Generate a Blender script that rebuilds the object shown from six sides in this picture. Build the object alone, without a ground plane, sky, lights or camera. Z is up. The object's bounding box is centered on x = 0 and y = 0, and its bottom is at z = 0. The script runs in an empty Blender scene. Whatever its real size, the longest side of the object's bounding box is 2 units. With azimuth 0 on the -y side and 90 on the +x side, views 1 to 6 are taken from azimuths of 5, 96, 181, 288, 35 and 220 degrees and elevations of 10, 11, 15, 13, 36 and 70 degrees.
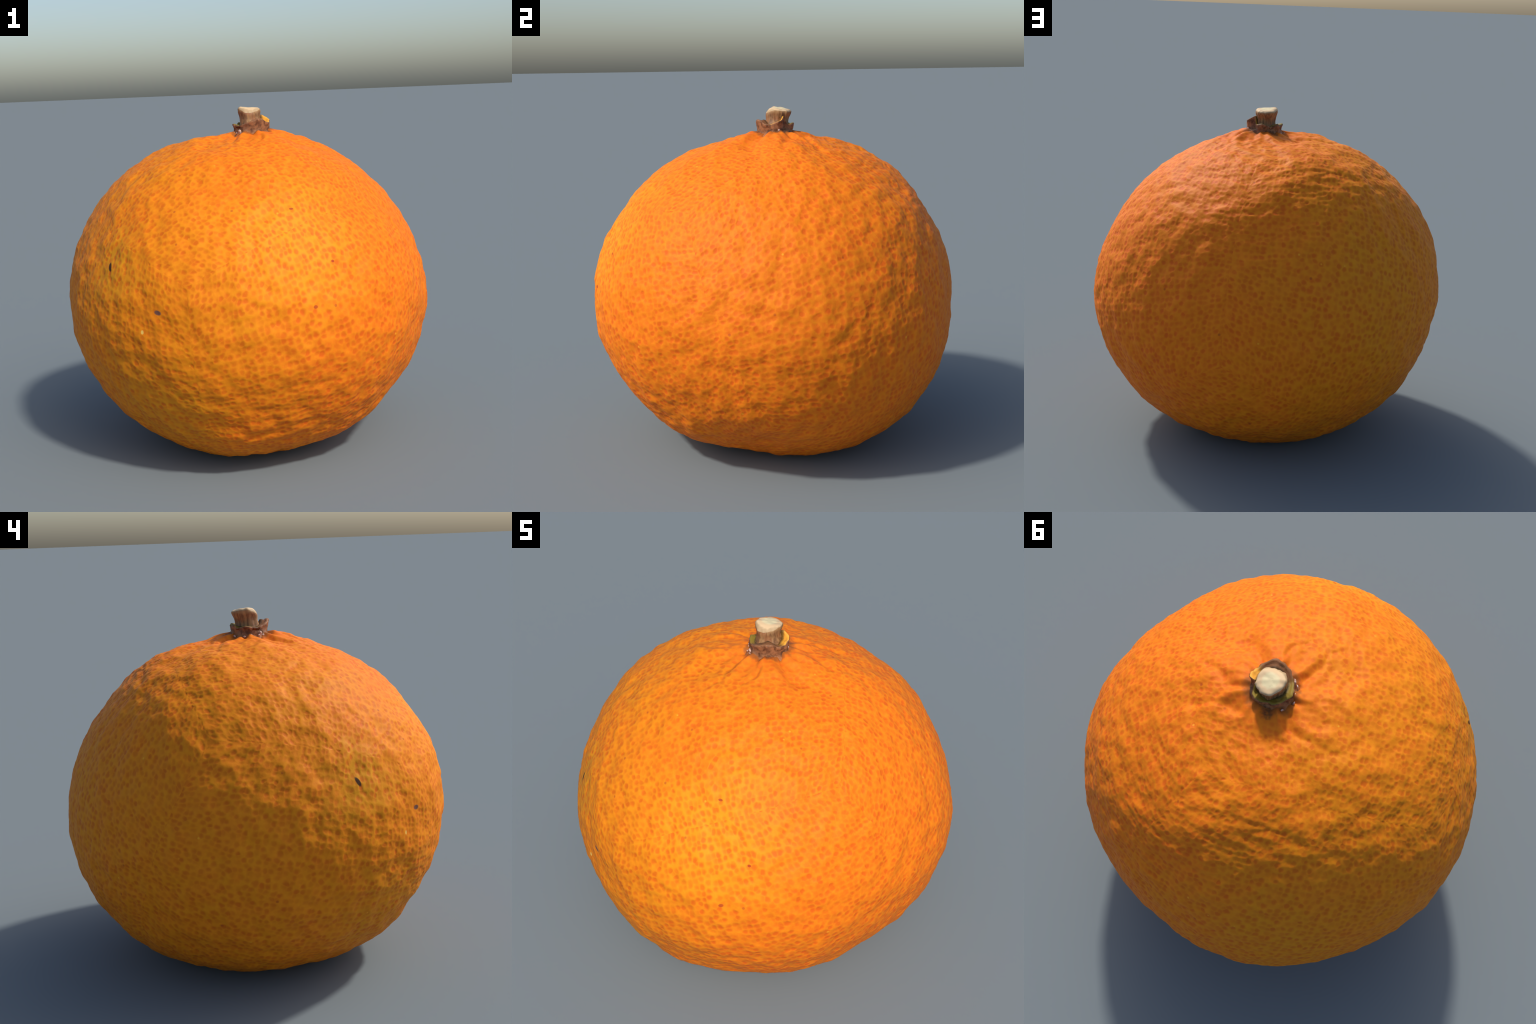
# A ripe mandarin with its cut stem: peel, lobed calyx (five sepals), woody stem
# with a pale cut face, and a few small pale beads at the stem end.
import math
import bpy
import numpy as np

CORE_Z = 0.85                      # centre the peel is swept around
STEM_XY = np.array([0.051, 0.019])  # where the stem leaves the peel

# ---------------------------------------------------------------- helpers


class Tree:
    """Small wrapper so that the same masks can be built for shaders and for geometry."""

    def __init__(self, tree):
        self.t = tree

    def node(self, kind, inputs=(), **props):
        n = self.t.nodes.new(kind)
        for k, v in props.items():
            setattr(n, k, v)
        for k, v in dict(inputs).items():
            s = n.inputs[k]
            if isinstance(v, bpy.types.NodeSocket):
                self.t.links.new(v, s)
            else:
                s.default_value = v
        return n

    def math(self, op, *args, clamp=False):
        return self.node("ShaderNodeMath", dict(enumerate(args)), operation=op, use_clamp=clamp).outputs[0]

    def vec(self, op, *args, out=0):
        ins = {}
        for i, v in enumerate(args):
            ins["Scale" if op == "SCALE" and i == 1 else i] = v
        return self.node("ShaderNodeVectorMath", ins, operation=op).outputs[out]

    def dot(self, a, b):
        return self.vec("DOT_PRODUCT", a, b, out="Value")

    def distance(self, a, b):
        return self.vec("DISTANCE", a, b, out="Value")

    def length(self, a):
        return self.vec("LENGTH", a, out="Value")

    def ramp(self, v, lo, hi, to0=0.0, to1=1.0):
        n = self.node("ShaderNodeMapRange", {"Value": v, "From Min": lo, "From Max": hi, "To Min": to0, "To Max": to1},
                      interpolation_type="SMOOTHSTEP")
        return n.outputs["Result"]

    def xyz(self, v):
        return self.node("ShaderNodeSeparateXYZ", {0: v}).outputs

    def combine(self, x, y, z=0.0):
        return self.node("ShaderNodeCombineXYZ", {0: x, 1: y, 2: z}).outputs[0]

    def noise(self, v, scale, detail=2.0, rough=0.5, color=False):
        n = self.node("ShaderNodeTexNoise", {"Vector": v, "Scale": scale, "Detail": detail, "Roughness": rough})
        return n.outputs["Color" if color else "Fac"] if "Fac" in n.outputs else n.outputs[1 if color else 0]

    def mix(self, fac, a, b, blend="MIX"):
        n = self.node("ShaderNodeMix", data_type="RGBA", blend_type=blend)
        for i, v in ((0, fac), (6, a), (7, b)):
            if isinstance(v, bpy.types.NodeSocket):
                self.t.links.new(v, n.inputs[i])
            else:
                n.inputs[i].default_value = v if i == 0 else (*v[:3], 1.0)
        return n.outputs[2]


def pore_mask(T, direction):
    """Oil glands: one soft dot per cell of a cell pattern wrapped round the fruit
    (six square charts of equal angle).  Returns dot strength 0..1 and a random per gland."""
    wob = T.vec("SCALE", T.vec("SUBTRACT", T.noise(direction, 22.0, 1.0, color=True), (0.5, 0.5, 0.5)), 0.014)
    d = T.vec("ADD", direction, wob)
    # turn the charts so that no border runs straight up or round the middle
    ax, ay, az = (0.804, 0.506, 0.312), (-0.586, 0.770, 0.252), (-0.113, -0.385, 0.916)
    x, y, z = T.dot(d, ax), T.dot(d, ay), T.dot(d, az)
    bx, by, bz = (T.math("ABSOLUTE", v) for v in (x, y, z))
    is_x = T.math("MULTIPLY", T.math("GREATER_THAN", bx, by), T.math("GREATER_THAN", bx, bz))
    is_y = T.math("MULTIPLY", T.math("SUBTRACT", 1.0, is_x), T.math("GREATER_THAN", by, bz))
    is_z = T.math("SUBTRACT", 1.0, T.math("ADD", is_x, is_y))

    def pick(a, b, c):
        s = T.math("MULTIPLY", a, is_x)
        s = T.math("ADD", s, T.math("MULTIPLY", b, is_y))
        return T.math("ADD", s, T.math("MULTIPLY", c, is_z))

    major = pick(x, y, z)
    u = T.math("ARCTANGENT", T.math("DIVIDE", pick(y, z, x), major))
    v = T.math("ARCTANGENT", T.math("DIVIDE", pick(z, x, y), major))
    side = T.math("ADD", T.math("SIGN", major), pick(0.0, 5.0, 10.0))
    u = T.math("ADD", u, T.math("MULTIPLY", side, 7.3))
    cell = T.node("ShaderNodeTexVoronoi", {"Vector": T.combine(u, v), "Scale": 29.5, "Randomness": 0.70},
                  voronoi_dimensions="2D", feature="F1")
    rnd = T.xyz(cell.outputs["Color"])
    size = T.math("MULTIPLY_ADD", rnd[0], 0.16, 0.53)
    dist = T.math("DIVIDE", cell.outputs["Distance"], size)
    dist = T.math("MULTIPLY_ADD", T.math("SUBTRACT", T.noise(direction, 42.0, 1.0), 0.5), 0.8, dist)
    dot = T.ramp(dist, 0.22, 1.08, 1.0, 0.0)
    strength = T.math("MULTIPLY_ADD", rnd[1], 0.65, 0.35)
    return T.math("MULTIPLY", dot, strength), rnd


# ---------------------------------------------------------------- peel shape
# Cross-sections of the peel by angle from the top (every 15 degrees):
# mean radius, then cosine/sine sway for one to seven lobes round the axis.
PEEL_SECTIONS = [
    (0.8501, (0, 0, 0, 0, 0, 0, 0, 0, 0, 0, 0, 0, 0, 0)),
    (0.8695, (-.0019, .0046, .0044, .0037, -.0047, -.0001, -.0016, .0064, -.0010, .0034, -.0010, .0006, .0018, .0041)),
    (0.8987, (-.0078, .0070, .0005, -.0025, -.0024, .0037, -.0002, .0034, -.0041, .0010, .0018, .0013, -.0006, .0039)),
    (0.9255, (-.0073, .0066, -.0001, -.0007, -.0058, .0012, .0000, .0037, -.0004, .0032, -.0007, .0000, -.0008, -.0023)),
    (0.9489, (-.0033, .0059, .0011, .0022, -.0102, .0053, -.0004, -.0004, -.0032, .0018, .0028, -.0009, -.0013, .0023)),
    (0.9739, (-.0019, .0024, -.0013, -.0016, -.0062, .0072, .0038, .0029, -.0057, .0004, .0003, .0019, -.0012, .0022)),
    (0.9922, (.0051, .0037, .0017, -.0001, -.0048, .0078, -.0010, .0071, -.0031, .0004, .0016, .0009, -.0001, .0030)),
    (0.9982, (.0056, .0118, -.0016, .0009, -.0030, .0098, -.0017, .0070, -.0025, -.0011, .0007, .0026, .0011, .0023)),
    (0.9925, (.0011, .0178, -.0054, .0020, .0009, .0065, .0010, .0039, -.0037, .0025, -.0010, .0016, .0020, .0011)),
    (0.9757, (-.0053, .0151, -.0140, .0027, -.0051, .0060, -.0030, .0001, -.0066, -.0015, -.0046, .0018, -.0014, .0022)),
    (0.9370, (-.0045, .0138, -.0074, .0020, .0027, .0027, .0010, .0029, -.0024, .0015, .0009, .0018, -.0004, -.0015)),
    (0.8772, (-.0044, .0048, .0003, .0048, .0011, .0024, .0009, -.0003, -.0004, .0002, .0000, .0001, -.0001, .0005)),
    (0.8239, (0, 0, 0, 0, 0, 0, 0, 0, 0, 0, 0, 0, 0, 0)),
]


def spline_rows(rows, theta):
    """Cubic spline over equally spaced knots from 0 to pi, level at both poles."""
    n = len(rows)
    h = math.pi / (n - 1)
    A, B = np.eye(n), np.zeros((n, n))
    for j in range(1, n - 1):
        A[j, j - 1:j + 2] = 1, 4, 1
        B[j, j - 1], B[j, j + 1] = -3 / h, 3 / h
    slope = np.linalg.solve(A, B @ rows)
    j = np.clip((theta / h).astype(int), 0, n - 2)
    u = (theta / h - j)[:, None]
    return ((2 * u**3 - 3 * u**2 + 1) * rows[j] + h * (u**3 - 2 * u**2 + u) * slope[j]
            + (3 * u**2 - 2 * u**3) * rows[j + 1] + h * (u**3 - u**2) * slope[j + 1])


# Folds that run out from the stem: points (distance from stem, angle in degrees), depth, half-width
FOLDS = [
    ([(.095, 183), (.17, 195), (.25, 203), (.34, 202)], .010, .019),
    ([(.10, 228), (.17, 240), (.22, 249), (.31, 256), (.40, 255)], .012, .017),
    ([(.09, 282), (.20, 284)], .009, .016),
    ([(.17, 294), (.30, 279)], .009, .013),
    ([(.07, 336), (.155, 328), (.26, 324)], .005, .010),
    ([(.10, 8), (.165, -5)], .004, .010),
    ([(.11, 46), (.22, 25), (.33, 11), (.42, 8)], .008, .019),
    ([(.11, 70), (.20, 66)], .007, .028),
    ([(.16, 74), (.34, 46)], .009, .018),
    ([(.11, 152), (.18, 157), (.255, 159), (.335, 168), (.40, 178)], .012, .024),
    ([(.11, 118), (.17, 122), (.28, 112)], .004, .026),
]


def segment_distance(p, a, b):
    ab = b - a
    t = np.clip(((p - a) @ ab) / (ab @ ab), 0, 1)
    return np.linalg.norm(p - (a + t[:, None] * ab), axis=1), t


def peel_points(dirs):
    theta = np.arccos(np.clip(dirs[:, 2], -1, 1))
    phi = np.arctan2(dirs[:, 1], dirs[:, 0])
    rows = np.array([[m, *s] for m, s in PEEL_SECTIONS], float)
    val = spline_rows(rows, theta)
    r = val[:, 0].copy()
    for k in range(1, (rows.shape[1] + 1) // 2):
        r += val[:, 2 * k - 1] * np.cos(k * phi) + val[:, 2 * k] * np.sin(k * phi)
    p = dirs * r[:, None] + (0, 0, CORE_Z)
    top = p[:, 2] > 1.45
    q = p[top, :2] - STEM_XY
    dist = np.linalg.norm(q, axis=1)
    lean = np.linalg.norm(q - (0.018, -0.014), axis=1)
    far = np.linalg.norm(q - (0.13, -0.08), axis=1)
    lift = 0.026 * np.exp(-(lean / 0.15) ** 2) + 0.013 * np.exp(-(far / 0.15) ** 2)
    lift += 0.014 * np.exp(-(np.linalg.norm(q - (-.03, .12), axis=1) / 0.10) ** 2)
    # puckers: soft ridges that run down the shoulder from the stem
    turn = np.arctan2(q[:, 1], q[:, 0]) + 0.25 * np.sin(11 * dist)
    pucker = np.sin(7 * turn + 0.6) + 0.8 * np.sin(12 * turn + 9 * dist) + 0.6 * np.sin(19 * turn + 2.0 - 6 * dist)
    lift += 0.0038 * pucker * np.exp(-((dist - 0.16) / 0.13) ** 2)
    q = q + 0.010 * np.stack([np.sin(41 * q[:, 1] + 17 * q[:, 0]), np.sin(37 * q[:, 0] - 23 * q[:, 1] + 1)], 1)
    for pts, depth, wide in FOLDS:
        xy = [np.array([d * math.cos(math.radians(a)), d * math.sin(math.radians(a))]) for d, a in pts]
        best = np.full(len(q), 9.0)
        along = np.zeros(len(q))
        for i in range(len(xy) - 1):
            d, t = segment_distance(q, xy[i], xy[i + 1])
            near = d < best
            best[near] = d[near]
            along[near] = ((i + t) / (len(xy) - 1))[near]
        lift -= depth * (1 - 0.55 * along) * np.exp(-(best / wide) ** 2)
        lift += 0.22 * depth * np.exp(-((best - 2.2 * wide) / wide) ** 2) * (1 - along)
    p[top, 2] += lift
    return p


def round_cube(n):
    """Directions and quads of a cube blown up to a ball, n squares along each edge."""
    g = np.tan(np.linspace(-math.pi / 4, math.pi / 4, n + 1))
    a, b = np.meshgrid(g, g, indexing="ij")
    a, b = a.ravel(), b.ravel()
    one = np.ones_like(a)
    charts = [(one, a, b), (-one, -a, b), (-a, one, b), (a, -one, b), (a, b, one), (-a, b, -one)]
    pts = np.concatenate([np.stack(c, 1) for c in charts])
    i = np.arange(n)[:, None] * (n + 1) + np.arange(n)[None, :]
    quad = np.stack([i, i + n + 1, i + n + 2, i + 1], -1).reshape(-1, 4)
    quads = np.concatenate([quad + k * (n + 1) ** 2 for k in range(6)])
    key = np.round(pts * 1e6).astype(np.int64)
    _, first, back = np.unique(key, axis=0, return_index=True, return_inverse=True)
    pts, quads = pts[first], back.ravel()[quads]
    return pts / np.linalg.norm(pts, axis=1)[:, None], quads


def mesh_from(name, verts, faces):
    me = bpy.data.meshes.new(name)
    if isinstance(faces, np.ndarray):
        me.vertices.add(len(verts))
        me.vertices.foreach_set("co", np.asarray(verts, np.float32).ravel())
        k = faces.shape[1]
        me.loops.add(faces.size)
        me.loops.foreach_set("vertex_index", faces.astype(np.int32).ravel())
        me.polygons.add(len(faces))
        me.polygons.foreach_set("loop_start", np.arange(0, faces.size, k, dtype=np.int32))
        me.update(calc_edges=True)
        me.validate()
    else:
        me.from_pydata([tuple(v) for v in verts], [], faces)
    me.shade_smooth()
    return me


def relief_nodes():
    """Geometry nodes that press the glands in and raise lumps and cross-wise wrinkles."""
    ng = bpy.data.node_groups.new("peel_relief", "GeometryNodeTree")
    ng.interface.new_socket("Geometry", in_out="INPUT", socket_type="NodeSocketGeometry")
    ng.interface.new_socket("Geometry", in_out="OUTPUT", socket_type="NodeSocketGeometry")
    T = Tree(ng)
    gin, gout = T.node("NodeGroupInput"), T.node("NodeGroupOutput")
    pos = T.node("GeometryNodeInputPosition").outputs[0]
    nrm = T.node("GeometryNodeInputNormal").outputs[0]
    rel = T.vec("SUBTRACT", pos, (0, 0, CORE_Z))
    d = T.vec("NORMALIZE", rel)
    x, y, z = T.xyz(d)
    pores, _ = pore_mask(T, d)
    lumps = T.math("SUBTRACT", T.noise(d, 12.5, 0.6, 0.4), 0.5)
    small = T.math("SUBTRACT", T.noise(d, 34.0, 1.0, 0.5), 0.5)
    # wrinkles: noise squeezed along the meridian, so the ripples lie across it
    polar = T.math("ARCCOSINE", z)
    flat = T.vec("NORMALIZE", T.combine(x, y, 0.0))
    rip_dom = T.vec("ADD", T.vec("SCALE", flat, 0.62), T.combine(0.0, 0.0, T.math("MULTIPLY", polar, 2.3)))
    ripples = T.math("SUBTRACT", T.noise(rip_dom, 8.5, 1.0, 0.45), 0.5)
    low_front = T.ramp(T.distance(d, (0.25, -0.70, -0.67)), 0.85, 0.25)
    high_back = T.ramp(T.distance(d, (0.0, 0.62, 0.78)), 0.85, 0.2)
    left = T.ramp(T.distance(d, (-0.75, 0.0, 0.65)), 0.8, 0.2)
    where = T.math("ADD", T.math("MULTIPLY_ADD", low_front, 0.75, high_back), T.math("MULTIPLY", left, 0.2))
    near_stem = T.ramp(T.distance(pos, (STEM_XY[0], STEM_XY[1], 1.71)), 0.10, 0.24)
    broad = T.math("SUBTRACT", T.noise(d, 6.0, 1.0, 0.4), 0.5)
    h = T.math("MULTIPLY_ADD", broad, 0.020, T.math("MULTIPLY", lumps, 0.016))
    h = T.math("MULTIPLY_ADD", small, 0.0018, h)
    h = T.math("MULTIPLY_ADD", T.math("MULTIPLY", ripples, where), 0.013, h)
    h = T.math("MULTIPLY_ADD", pores, -0.0020, h)
    h = T.math("MULTIPLY", h, near_stem)
    off = T.vec("SCALE", nrm, h)
    sp = T.node("GeometryNodeSetPosition", {"Geometry": gin.outputs[0], "Offset": off})
    ng.links.new(sp.outputs[0], gout.inputs[0])
    return ng


def new_material(name, roughness=0.5, specular=0.5):
    m = bpy.data.materials.new(name)
    m.use_nodes = True
    T = Tree(m.node_tree)
    b = m.node_tree.nodes["Principled BSDF"]
    b.inputs["Roughness"].default_value = roughness
    b.inputs["Specular IOR Level"].default_value = specular
    return m, T, b


# single marks on the peel: place, colour, half-length, half-width, long direction
MARKS = [
    ((-.612, -.686, 1.108), (.030, .012, .010), .030, .013, (.30, -.25, -.92)),
    ((-.345, -.921, .924), (.160, .075, .060), .023, .014, (.93, -.33, -.15)),
    ((-.435, -.890, .821), (.750, .480, .110), .012, .009, (0, 0, 1)),
    ((.486, -.787, 1.130), (.45, .055, .012), .010, .008, (1, 0, 0)),
    ((.293, -.722, 1.374), (.42, .065, .012), .013, .007, (1, .3, 0)),
    ((.406, -.905, .936), (.450, .070, .012), .014, .010, (1, 0, 0)),
]


def peel_material():
    m, T, bsdf = new_material("orange_peel", 0.6, 0.13)
    p = T.node("ShaderNodeTexCoord").outputs["Object"]
    d = T.vec("NORMALIZE", T.vec("SUBTRACT", p, (0, 0, CORE_Z)))
    pores, rnd = pore_mask(T, d)
    # regional ripeness: redder on one cheek, yellower on the other
    cheek = T.math("ADD", T.dot(d, (0.62, 0.10, 0.10)), T.math("MULTIPLY", T.math("SUBTRACT", T.noise(d, 2.6, 2.0), 0.5), 1.2))
    cheek = T.ramp(cheek, -0.45, 0.42)
    patch = T.ramp(T.noise(d, 9.0, 3.0, 0.6), 0.38, 0.64)
    field = T.mix(cheek, (.77, .238, .007), (.83, .198, .008))
    gland = T.mix(cheek, (.60, .108, .006), (.70, .094, .008))  # gland reds darkened to carry the shading inside the dimples
    field = T.mix(T.math("MULTIPLY", patch, 0.4), field, (.82, .195, .010))
    fine = T.ramp(T.noise(d, 60.0, 2.0, 0.6), 0.35, 0.7)
    field = T.mix(T.math("MULTIPLY", fine, 0.30), field, (.88, .320, .010))
    gold = T.math("MULTIPLY_ADD", T.math("SUBTRACT", T.noise(d, 5.0, 2.0), 0.5), .40, T.distance(p, (.26, -.88, 1.18)))
    field = T.mix(T.ramp(gold, .52, .10, 0.0, .6), field, (.86, .325, .010))
    # yellower patches: round the dark scar, low on the front and on the back
    for place, size, much in (((-.60, -.70, 1.12), .28, .65), ((-.38, -.76, .42), .46, .4), ((-.55, .80, 1.0), .60, .25)):
        turn = T.math("MULTIPLY_ADD", T.math("SUBTRACT", T.noise(d, 7.0, 2.0), 0.5), .30, T.distance(p, place))
        turn = T.ramp(turn, size, size * .2, 0.0, much)
        field = T.mix(turn, field, (.62, .280, .010))
        gland = T.mix(turn, gland, (.58, .095, .008))
    col = T.mix(T.math("MULTIPLY", pores, 0.78), field, gland)
    # scattered pale and dark-red specks
    for scale, radius, share, c in ((9.0, 0.055, 0.35, (.90, .42, .03)), (6.5, 0.05, 0.55, (.40, .060, .014))):
        v = T.node("ShaderNodeTexVoronoi", {"Vector": d, "Scale": scale, "Randomness": 1.0}, feature="F1")
        pick = T.math("LESS_THAN", T.xyz(v.outputs["Color"])[0], share)
        hit = T.math("MULTIPLY", T.ramp(v.outputs["Distance"], radius * 1.3, radius * 0.5), pick)
        col = T.mix(T.math("MULTIPLY", hit, 0.6), col, c)
    # browner skin where it meets the calyx, with two dark patches
    stem = T.distance(p, (STEM_XY[0], STEM_XY[1], 1.715))
    stem = T.math("ADD", stem, T.math("MULTIPLY", T.math("SUBTRACT", T.noise(p, 28.0, 2.0), 0.5), 0.07))
    col = T.mix(T.ramp(stem, 0.34, 0.13, 0.0, 0.45), col, (.78, .165, .014))
    col = T.mix(T.ramp(stem, 0.145, 0.095, 0.0, 0.85), col, (.26, .085, .020))
    for dark in ((.099, -.052, 1.712), (-.001, .121, 1.700)):
        far = T.math("MULTIPLY_ADD", T.math("SUBTRACT", T.noise(p, 60.0, 2.0), 0.5), 0.04, T.distance(p, dark))
        col = T.mix(T.ramp(far, 0.040, 0.010, 0.0, 0.85), col, (.045, .028, .020))
    for place, c, long, wide, axis in MARKS:
        a = np.array(axis, float)
        n = np.array(place) - (0, 0, CORE_Z)
        n /= np.linalg.norm(n)
        a -= n * (a @ n)
        a /= np.linalg.norm(a)
        b = np.cross(n, a)
        q = T.vec("SUBTRACT", p, place)
        e = T.length(T.combine(T.math("DIVIDE", T.dot(q, tuple(a)), long), T.math("DIVIDE", T.dot(q, tuple(b)), wide),
                               T.math("DIVIDE", T.dot(q, tuple(n)), 0.08)))
        col = T.mix(T.ramp(e, 1.05, 0.6, 0.0, 0.95), col, c)
    m.node_tree.links.new(col, bsdf.inputs["Base Color"])
    grain = T.math("MULTIPLY_ADD", T.noise(d, 110.0, 2.0), 0.5, T.math("MULTIPLY", pores, -0.2))
    bump = T.node("ShaderNodeBump", {"Height": grain, "Strength": 0.2, "Distance": 0.004})
    m.node_tree.links.new(bump.outputs[0], bsdf.inputs["Normal"])
    return m


def build_peel():
    dirs, quads = round_cube(360)
    me = mesh_from("peel_base", peel_points(dirs), quads)
    base = bpy.data.objects.new("peel_base", me)
    bpy.context.scene.collection.objects.link(base)
    mod = base.modifiers.new("relief", "NODES")
    mod.node_group = relief_nodes()
    graph = bpy.context.evaluated_depsgraph_get()
    out = bpy.data.meshes.new_from_object(base.evaluated_get(graph))
    bpy.data.objects.remove(base)
    bpy.data.node_groups.remove(bpy.data.node_groups["peel_relief"])
    bpy.data.meshes.remove(me)
    out.name = "peel"
    # let the fruit settle on the table: ease the underside into a small flat seat
    co = np.empty(len(out.vertices) * 3, np.float32)
    out.vertices.foreach_get("co", co)
    co = co.reshape(-1, 3)
    seat = 0.02
    low = co[:, 2] < seat
    floor = co[:, 2].min()
    co[low, 2] = seat * ((co[low, 2] - floor) / (seat - floor))
    out.vertices.foreach_set("co", co.ravel())
    out.update()
    out.shade_smooth()
    return out


# ---------------------------------------------------------------- calyx and stem
# Rim of the calyx round the stem: angle, height, distance from the axis.
CALYX_RIM = [
    (-78, 1.786, .103), (-62, 1.797, .107), (-48, 1.792, .107), (-30, 1.775, .102), (-8, 1.769, .096),
    (10, 1.782, .101), (24, 1.788, .100), (36, 1.805, .088), (46, 1.815, .074), (56, 1.768, .082),
    (70, 1.770, .099), (86, 1.775, .103), (100, 1.772, .101), (116, 1.753, .086), (130, 1.769, .100),
    (143, 1.774, .105), (156, 1.757, .092), (170, 1.764, .097), (186, 1.770, .103), (204, 1.763, .096),
    (228, 1.757, .090), (256, 1.774, .097),
]
SEPAL_BORDERS = (-25, 54, 116, 157, 235)   # angles between neighbouring sepals


def periodic(angle_deg, table, column):
    t = np.array(table, float)
    order = np.argsort(t[:, 0] % 360)
    a, v = (t[:, 0] % 360)[order], t[order, column]
    a = np.concatenate([a[-3:] - 360, a, a[:3] + 360])
    v = np.concatenate([v[-3:], v, v[:3]])
    x = np.asarray(angle_deg) % 360
    fine = np.arange(-20, 380, 0.5)
    y = np.interp(fine, a, v)
    k = np.hanning(27)
    y = np.convolve(np.pad(y, 13, mode="edge"), k / k.sum(), "valid")
    return np.interp(x, fine, y)


def loft(rings, close_last=False):
    """Quads between closed rings of equal length."""
    n = len(rings[0])
    verts = np.concatenate(rings)
    faces = []
    for i in range(len(rings) - 1):
        for j in range(n):
            k = (j + 1) % n
            faces.append((i * n + j, i * n + k, (i + 1) * n + k, (i + 1) * n + j))
    if close_last:
        c = len(verts)
        verts = np.vstack([verts, rings[-1].mean(0)])
        faces += [((len(rings) - 1) * n + j, (len(rings) - 1) * n + (j + 1) % n, c) for j in range(n)]
    return verts, faces


def gnarl(v, amount, freq, seed):
    """Smooth lumpy offsets from a handful of random waves."""
    g = np.random.default_rng(seed)
    out = np.zeros(len(v))
    for _ in range(10):
        k = g.normal(size=3)
        k *= freq * g.uniform(0.6, 1.6) / np.linalg.norm(k)
        out += np.sin(v @ k + g.uniform(0, 6.28))
    return out * amount / 3.2


def build_calyx():
    n = 144
    ang = np.arange(n) * 360 / n
    ca, sa = np.cos(np.radians(ang)), np.sin(np.radians(ang))
    rim_z, rim_r = periodic(ang, CALYX_RIM, 1), periodic(ang, CALYX_RIM, 2)
    mid = 0.5 * (rim_z + 1.738)

    def ring(r, z):
        r, z = np.broadcast_to(r, (n,)), np.broadcast_to(z, (n,))
        return np.stack([STEM_XY[0] + r * ca, STEM_XY[1] + r * sa, z], 1)

    pinch = np.minimum(rim_r, .096)
    lower = [ring(.124, 1.690), ring(.110, 1.706), ring(.101, 1.717), ring(.098, 1.725), ring(.0965, 1.734), ring(np.minimum(rim_r - .003, .097), 1.742)]
    upper = [ring(pinch * .3 + rim_r * .7 - .001, mid), ring(rim_r - .001, rim_z - .012), ring(rim_r + .0005, rim_z - .006),
             ring(rim_r - .002, rim_z - .001), ring(rim_r - .007, rim_z)]
    dish = rim_z * .6 + 1.760 * .4 - .004
    off = (ang + 55 + 180) % 360 - 180
    dish = np.minimum(dish + .036 * np.exp(-(off / 50) ** 2), rim_z - .002)
    inner = [ring(rim_r - .013, rim_z - .001), ring(np.minimum(rim_r * .5 + .034, rim_r - .016), rim_z * .85 + 1.760 * .15 - .003),
             ring(np.minimum(.069, rim_r - .019), dish), ring(.060, np.maximum(1.762, dish - .003)), ring(.045, 1.752)]
    rings = lower + upper + inner
    verts, faces = loft(rings)
    lump = gnarl(verts, .0028, 150, 5)
    radial = verts.copy()
    radial[:, :2] -= STEM_XY
    radial[:, 2] = 0
    radial /= np.linalg.norm(radial, axis=1)[:, None]
    verts = verts + radial * lump[:, None]
    verts[:, 2] += gnarl(verts, .0016, 130, 8)
    row = np.array([f[0] // n for f in faces])
    face_ang = np.array([(f[0] % n + 0.5) * 360 / n for f in faces])
    return verts, faces, row, face_ang, len(lower) - 1, len(lower) + len(upper) - 2


def split_by_region(name_of_region, verts, faces, regions, materials, mat_index):
    """Make one mesh object per region of a single smooth surface, sharing border vertices and normals."""
    whole = mesh_from("whole", verts, faces)
    normals = np.array([v.normal[:] for v in whole.vertices])
    made = []
    for reg, name in name_of_region:
        ids = [i for i in range(len(faces)) if regions[i] == reg]
        used = sorted({v for i in ids for v in faces[i]})
        remap = {v: k for k, v in enumerate(used)}
        me = mesh_from(name, verts[used], [tuple(remap[v] for v in faces[i]) for i in ids])
        for m in materials:
            me.materials.append(m)
        for poly, i in zip(me.polygons, ids):
            poly.material_index = mat_index[i]
        me.normals_split_custom_set_from_vertices([tuple(normals[v]) for v in used])
        ob = bpy.data.objects.new(name, me)
        bpy.context.scene.collection.objects.link(ob)
        made.append(ob)
    bpy.data.meshes.remove(whole)
    return made


STEM_TOP = np.array([0.039, 0.038])


def cut_height(x, y):
    """The cut is a slanted plane with a second, steeper slice on the front edge."""
    dx, dy = x - STEM_TOP[0], y - STEM_TOP[1]
    flat = 1.853 - 0.16 * dy - 0.05 * dx
    front = 1.886 + 0.80 * (dy * 0.97 - dx * 0.22)
    k = 0.008
    return -k * np.log(np.exp(-(flat - 1.8) / k) + np.exp(-(front - 1.8) / k)) + 1.8


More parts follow.
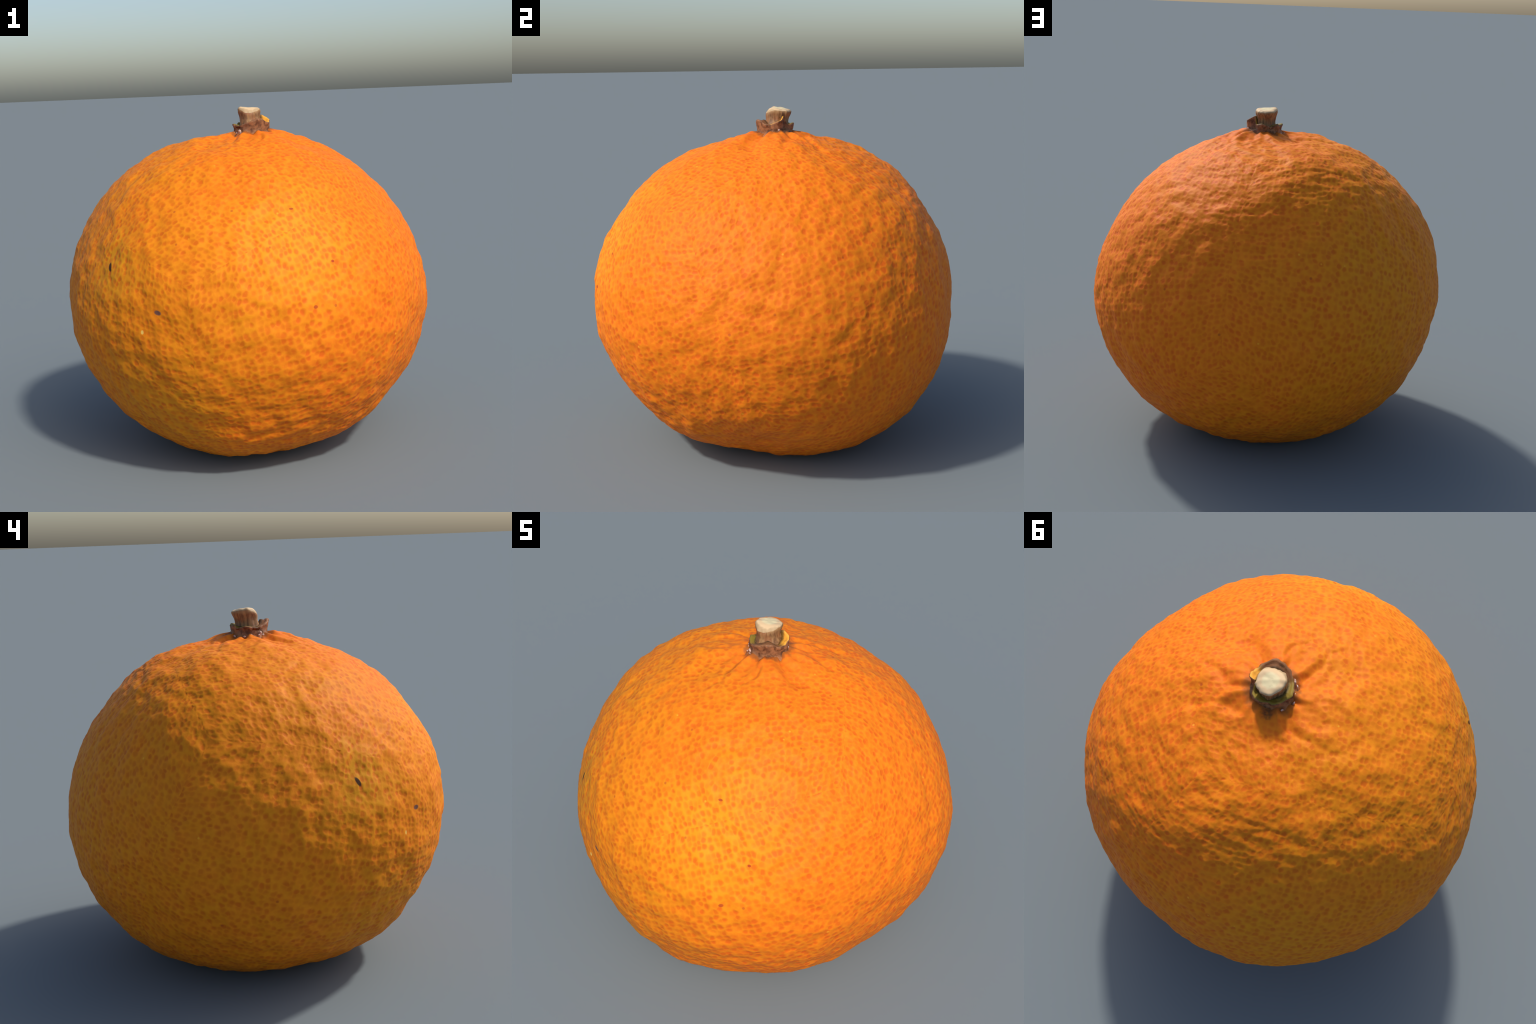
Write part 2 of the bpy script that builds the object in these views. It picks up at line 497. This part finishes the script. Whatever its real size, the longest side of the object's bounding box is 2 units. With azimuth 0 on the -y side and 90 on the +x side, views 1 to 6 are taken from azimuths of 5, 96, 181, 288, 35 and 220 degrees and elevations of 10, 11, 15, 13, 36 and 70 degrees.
def build_stem():
    n = 96
    ang = np.arange(n) * 2 * math.pi / n
    outline = 1 + 0.02 * np.cos(3 * ang + 0.8) + 0.02 * np.cos(5 * ang + 2.0) + 0.015 * np.sin(9 * ang)
    rings = []
    # share of height 0..1, radius
    for t, r in ((0, .074), (.12, .067), (.26, .0615), (.42, .0585), (.58, .0580), (.74, .0625), (.85, .0650), (.94, .0645), (1.0, .0590)):
        c = STEM_XY + (STEM_TOP - STEM_XY) * min(1, t * 1.05)
        x = c[0] + r * 0.96 * outline * np.cos(ang)
        y = c[1] + r * 1.07 * outline * np.sin(ang)
        top = cut_height(x, y) - .003
        rings.append(np.stack([x, y, 1.742 + (top - 1.742) * t], 1))
    wall = len(rings) - 1
    for s in (.93, .86, .7, .5, .3, .12):
        x = STEM_TOP[0] + .0590 * .96 * s * outline * np.cos(ang)
        y = STEM_TOP[1] + .0590 * 1.07 * s * outline * np.sin(ang)
        rings.append(np.stack([x, y, cut_height(x, y) + (-.0012 if s == .93 else 0)], 1))
    verts, faces = loft(rings, close_last=True)
    verts[:, 2] += gnarl(verts, .0010, 170, 3)
    side = np.arctan2(verts[:, 1] - STEM_TOP[1], verts[:, 0] - STEM_TOP[0])
    body = (verts[:, 2] < 1.835)
    ridge = 0.0012 * np.sin(17 * side + 1.0) + gnarl(verts, .0012, 120, 4) + gnarl(verts, .0022, 55, 9)
    verts[:, 0] += np.where(body, ridge * np.cos(side), 0)
    verts[:, 1] += np.where(body, ridge * np.sin(side), 0)
    row = np.array([f[0] // n for f in faces])
    return verts, faces, np.where(row >= wall - 1, 1, 0)


def bark_material():
    m, T, bsdf = new_material("stem_bark", 0.6, 0.4)
    p = T.node("ShaderNodeTexCoord").outputs["Object"]
    x, y, z = T.xyz(p)
    fib = T.noise(T.combine(x, y, T.math("MULTIPLY", z, 0.12)), 75.0, 3.0, 0.6)
    blot = T.noise(p, 26.0, 2.0)
    col = T.mix(T.ramp(fib, 0.36, 0.66), (.170, .074, .028), (.380, .195, .075))
    col = T.mix(T.ramp(blot, 0.45, 0.7, 0, 0.6), col, (.270, .090, .030))
    # pale wood laid bare just under the front slice of the cut
    edge = T.math("SUBTRACT", z, T.math("MULTIPLY_ADD", blot, 0.030, 1.806))
    col = T.mix(T.ramp(edge, 0.0, 0.02, 0, 0.55), col, (.42, .24, .09))
    m.node_tree.links.new(col, bsdf.inputs["Base Color"])
    bump = T.node("ShaderNodeBump", {"Height": fib, "Strength": 0.5, "Distance": 0.004})
    m.node_tree.links.new(bump.outputs[0], bsdf.inputs["Normal"])
    return m


def cut_material():
    m, T, bsdf = new_material("cut_wood", 0.6, 0.3)
    p = T.node("ShaderNodeTexCoord").outputs["Object"]
    x, y, z = T.xyz(p)
    away = T.distance(T.combine(x, y, 0.0), (STEM_TOP[0], STEM_TOP[1] + .006, 0.0))
    away = T.math("ADD", away, T.math("MULTIPLY", T.math("SUBTRACT", T.noise(p, 45.0, 2.0), 0.5), 0.016))
    col = T.mix(T.ramp(away, 0.028, 0.044), (.72, .60, .34), (.68, .47, .26))
    col = T.mix(T.ramp(away, 0.056, 0.066, 0, 0.7), col, (.36, .24, .12))
    col = T.mix(T.ramp(T.noise(p, 60.0, 3.0), 0.5, 0.75, 0, 0.35), col, (.52, .42, .24))
    m.node_tree.links.new(col, bsdf.inputs["Base Color"])
    return m


def calyx_material(inside):
    m, T, bsdf = new_material("sepal_inside" if inside else "calyx_skin", 0.6, 0.25)
    p = T.node("ShaderNodeTexCoord").outputs["Object"]
    n1, n2 = T.noise(p, 38.0, 3.0, 0.6), T.noise(p, 17.0, 2.0)
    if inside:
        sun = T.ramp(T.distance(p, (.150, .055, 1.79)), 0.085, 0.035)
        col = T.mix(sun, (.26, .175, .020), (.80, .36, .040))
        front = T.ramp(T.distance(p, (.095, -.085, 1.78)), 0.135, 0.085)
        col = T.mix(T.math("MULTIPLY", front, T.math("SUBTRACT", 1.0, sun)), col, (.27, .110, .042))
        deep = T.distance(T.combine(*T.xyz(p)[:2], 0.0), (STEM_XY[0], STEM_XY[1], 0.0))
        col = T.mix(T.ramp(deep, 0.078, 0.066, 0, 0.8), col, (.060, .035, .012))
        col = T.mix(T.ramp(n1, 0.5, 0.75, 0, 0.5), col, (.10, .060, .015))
    else:
        col = T.mix(T.ramp(n1, 0.35, 0.65), (.110, .042, .018), (.330, .145, .062))
        col = T.mix(T.ramp(n2, 0.5, 0.72, 0, 0.45), col, (.290, .140, .078))
        foot = T.math("MULTIPLY_ADD", n1, -0.02, T.xyz(p)[2])
        col = T.mix(T.ramp(foot, 1.722, 1.702, 0, 0.6), col, (.42, .150, .045))
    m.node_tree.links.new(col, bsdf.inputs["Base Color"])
    bump = T.node("ShaderNodeBump", {"Height": n1, "Strength": 0.5, "Distance": 0.004})
    m.node_tree.links.new(bump.outputs[0], bsdf.inputs["Normal"])
    return m


# pale beads round the foot of the calyx: angle, distance from axis, height, radius
BEADS = [(-126, .098, 1.727, .012), (-118, .106, 1.718, .009), (-134, .107, 1.719, .007), (18, .094, 1.738, .009), (20, .104, 1.722, .008),
         (8, .107, 1.718, .007), (153, .108, 1.715, .009), (-176, .112, 1.714, .009), (57, .122, 1.712, .006), (-157, .101, 1.720, .008)]


def build_beads():
    verts, faces = [], []
    for i, (a, d, z, r) in enumerate(BEADS):
        c = np.array([STEM_XY[0] + d * math.cos(math.radians(a)), STEM_XY[1] + d * math.sin(math.radians(a)), z])
        rings = []
        out = np.array([math.cos(math.radians(a)), math.sin(math.radians(a)), 0])
        side = np.array([-out[1], out[0], 0])
        for t in np.linspace(0.08, math.pi - 0.08, 9):
            u = np.linspace(0, 2 * math.pi, 14, endpoint=False)
            q = (np.sin(t) * np.cos(u))[:, None] * side * (1.1 + .2 * math.sin(i)) + (np.sin(t) * np.sin(u))[:, None] * out * .6
            rings.append(c + .8 * r * (q + math.cos(t) * np.array([0, 0, 1.0]) * (.8 + .3 * math.cos(2 * i))))
        v, f = loft(rings)
        f = f + [tuple(range(13, -1, -1)), tuple(range(8 * 14, 9 * 14))]
        v = v + (gnarl(v, .0012, 260, 20 + i))[:, None] * out
        faces += [tuple(k + sum(len(x) for x in verts) for k in q) for q in f]
        verts.append(v)
    return mesh_from("pale_beads", np.concatenate(verts), faces)


def bead_material():
    m, T, bsdf = new_material("pale_bead_skin", 0.45, 0.5)
    p = T.node("ShaderNodeTexCoord").outputs["Object"]
    col = T.mix(T.ramp(T.noise(p, 90.0, 2.0), 0.35, 0.65), (.34, .16, .10), (.66, .46, .37))
    m.node_tree.links.new(col, bsdf.inputs["Base Color"])
    return m


def main():
    scene = bpy.context.scene.collection.objects
    root = bpy.data.objects.new("mandarin", None)
    root.empty_display_size = 0.2
    scene.link(root)
    root["label"] = "ripe orange mandarin with dimpled peel and cut woody stem"
    root["category"] = "mandarin fruit"

    peel = bpy.data.objects.new("peel", build_peel())
    peel.data.materials.clear()
    peel.data.materials.append(peel_material())
    scene.link(peel)

    verts, faces, row, ang, first_up, last_up = build_calyx()
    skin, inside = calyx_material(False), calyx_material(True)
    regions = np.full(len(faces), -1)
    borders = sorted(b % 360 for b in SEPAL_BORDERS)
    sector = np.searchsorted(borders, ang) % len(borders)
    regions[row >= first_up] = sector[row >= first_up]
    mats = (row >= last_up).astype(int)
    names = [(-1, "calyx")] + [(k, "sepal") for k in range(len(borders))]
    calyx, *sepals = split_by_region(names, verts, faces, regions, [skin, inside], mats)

    verts, faces, reg = build_stem()
    stem, cut = split_by_region([(0, "stem"), (1, "cut_face")], verts, faces, reg, [bark_material(), cut_material()], reg)

    beads = bpy.data.objects.new("pale_beads", build_beads())
    beads.data.materials.append(bead_material())
    beads["kind"] = "stuff"
    scene.link(beads)

    for child, parent in [(peel, root), (calyx, root), (stem, root), (beads, calyx), (cut, stem)] + [(s, calyx) for s in sepals]:
        child.parent = parent


main()
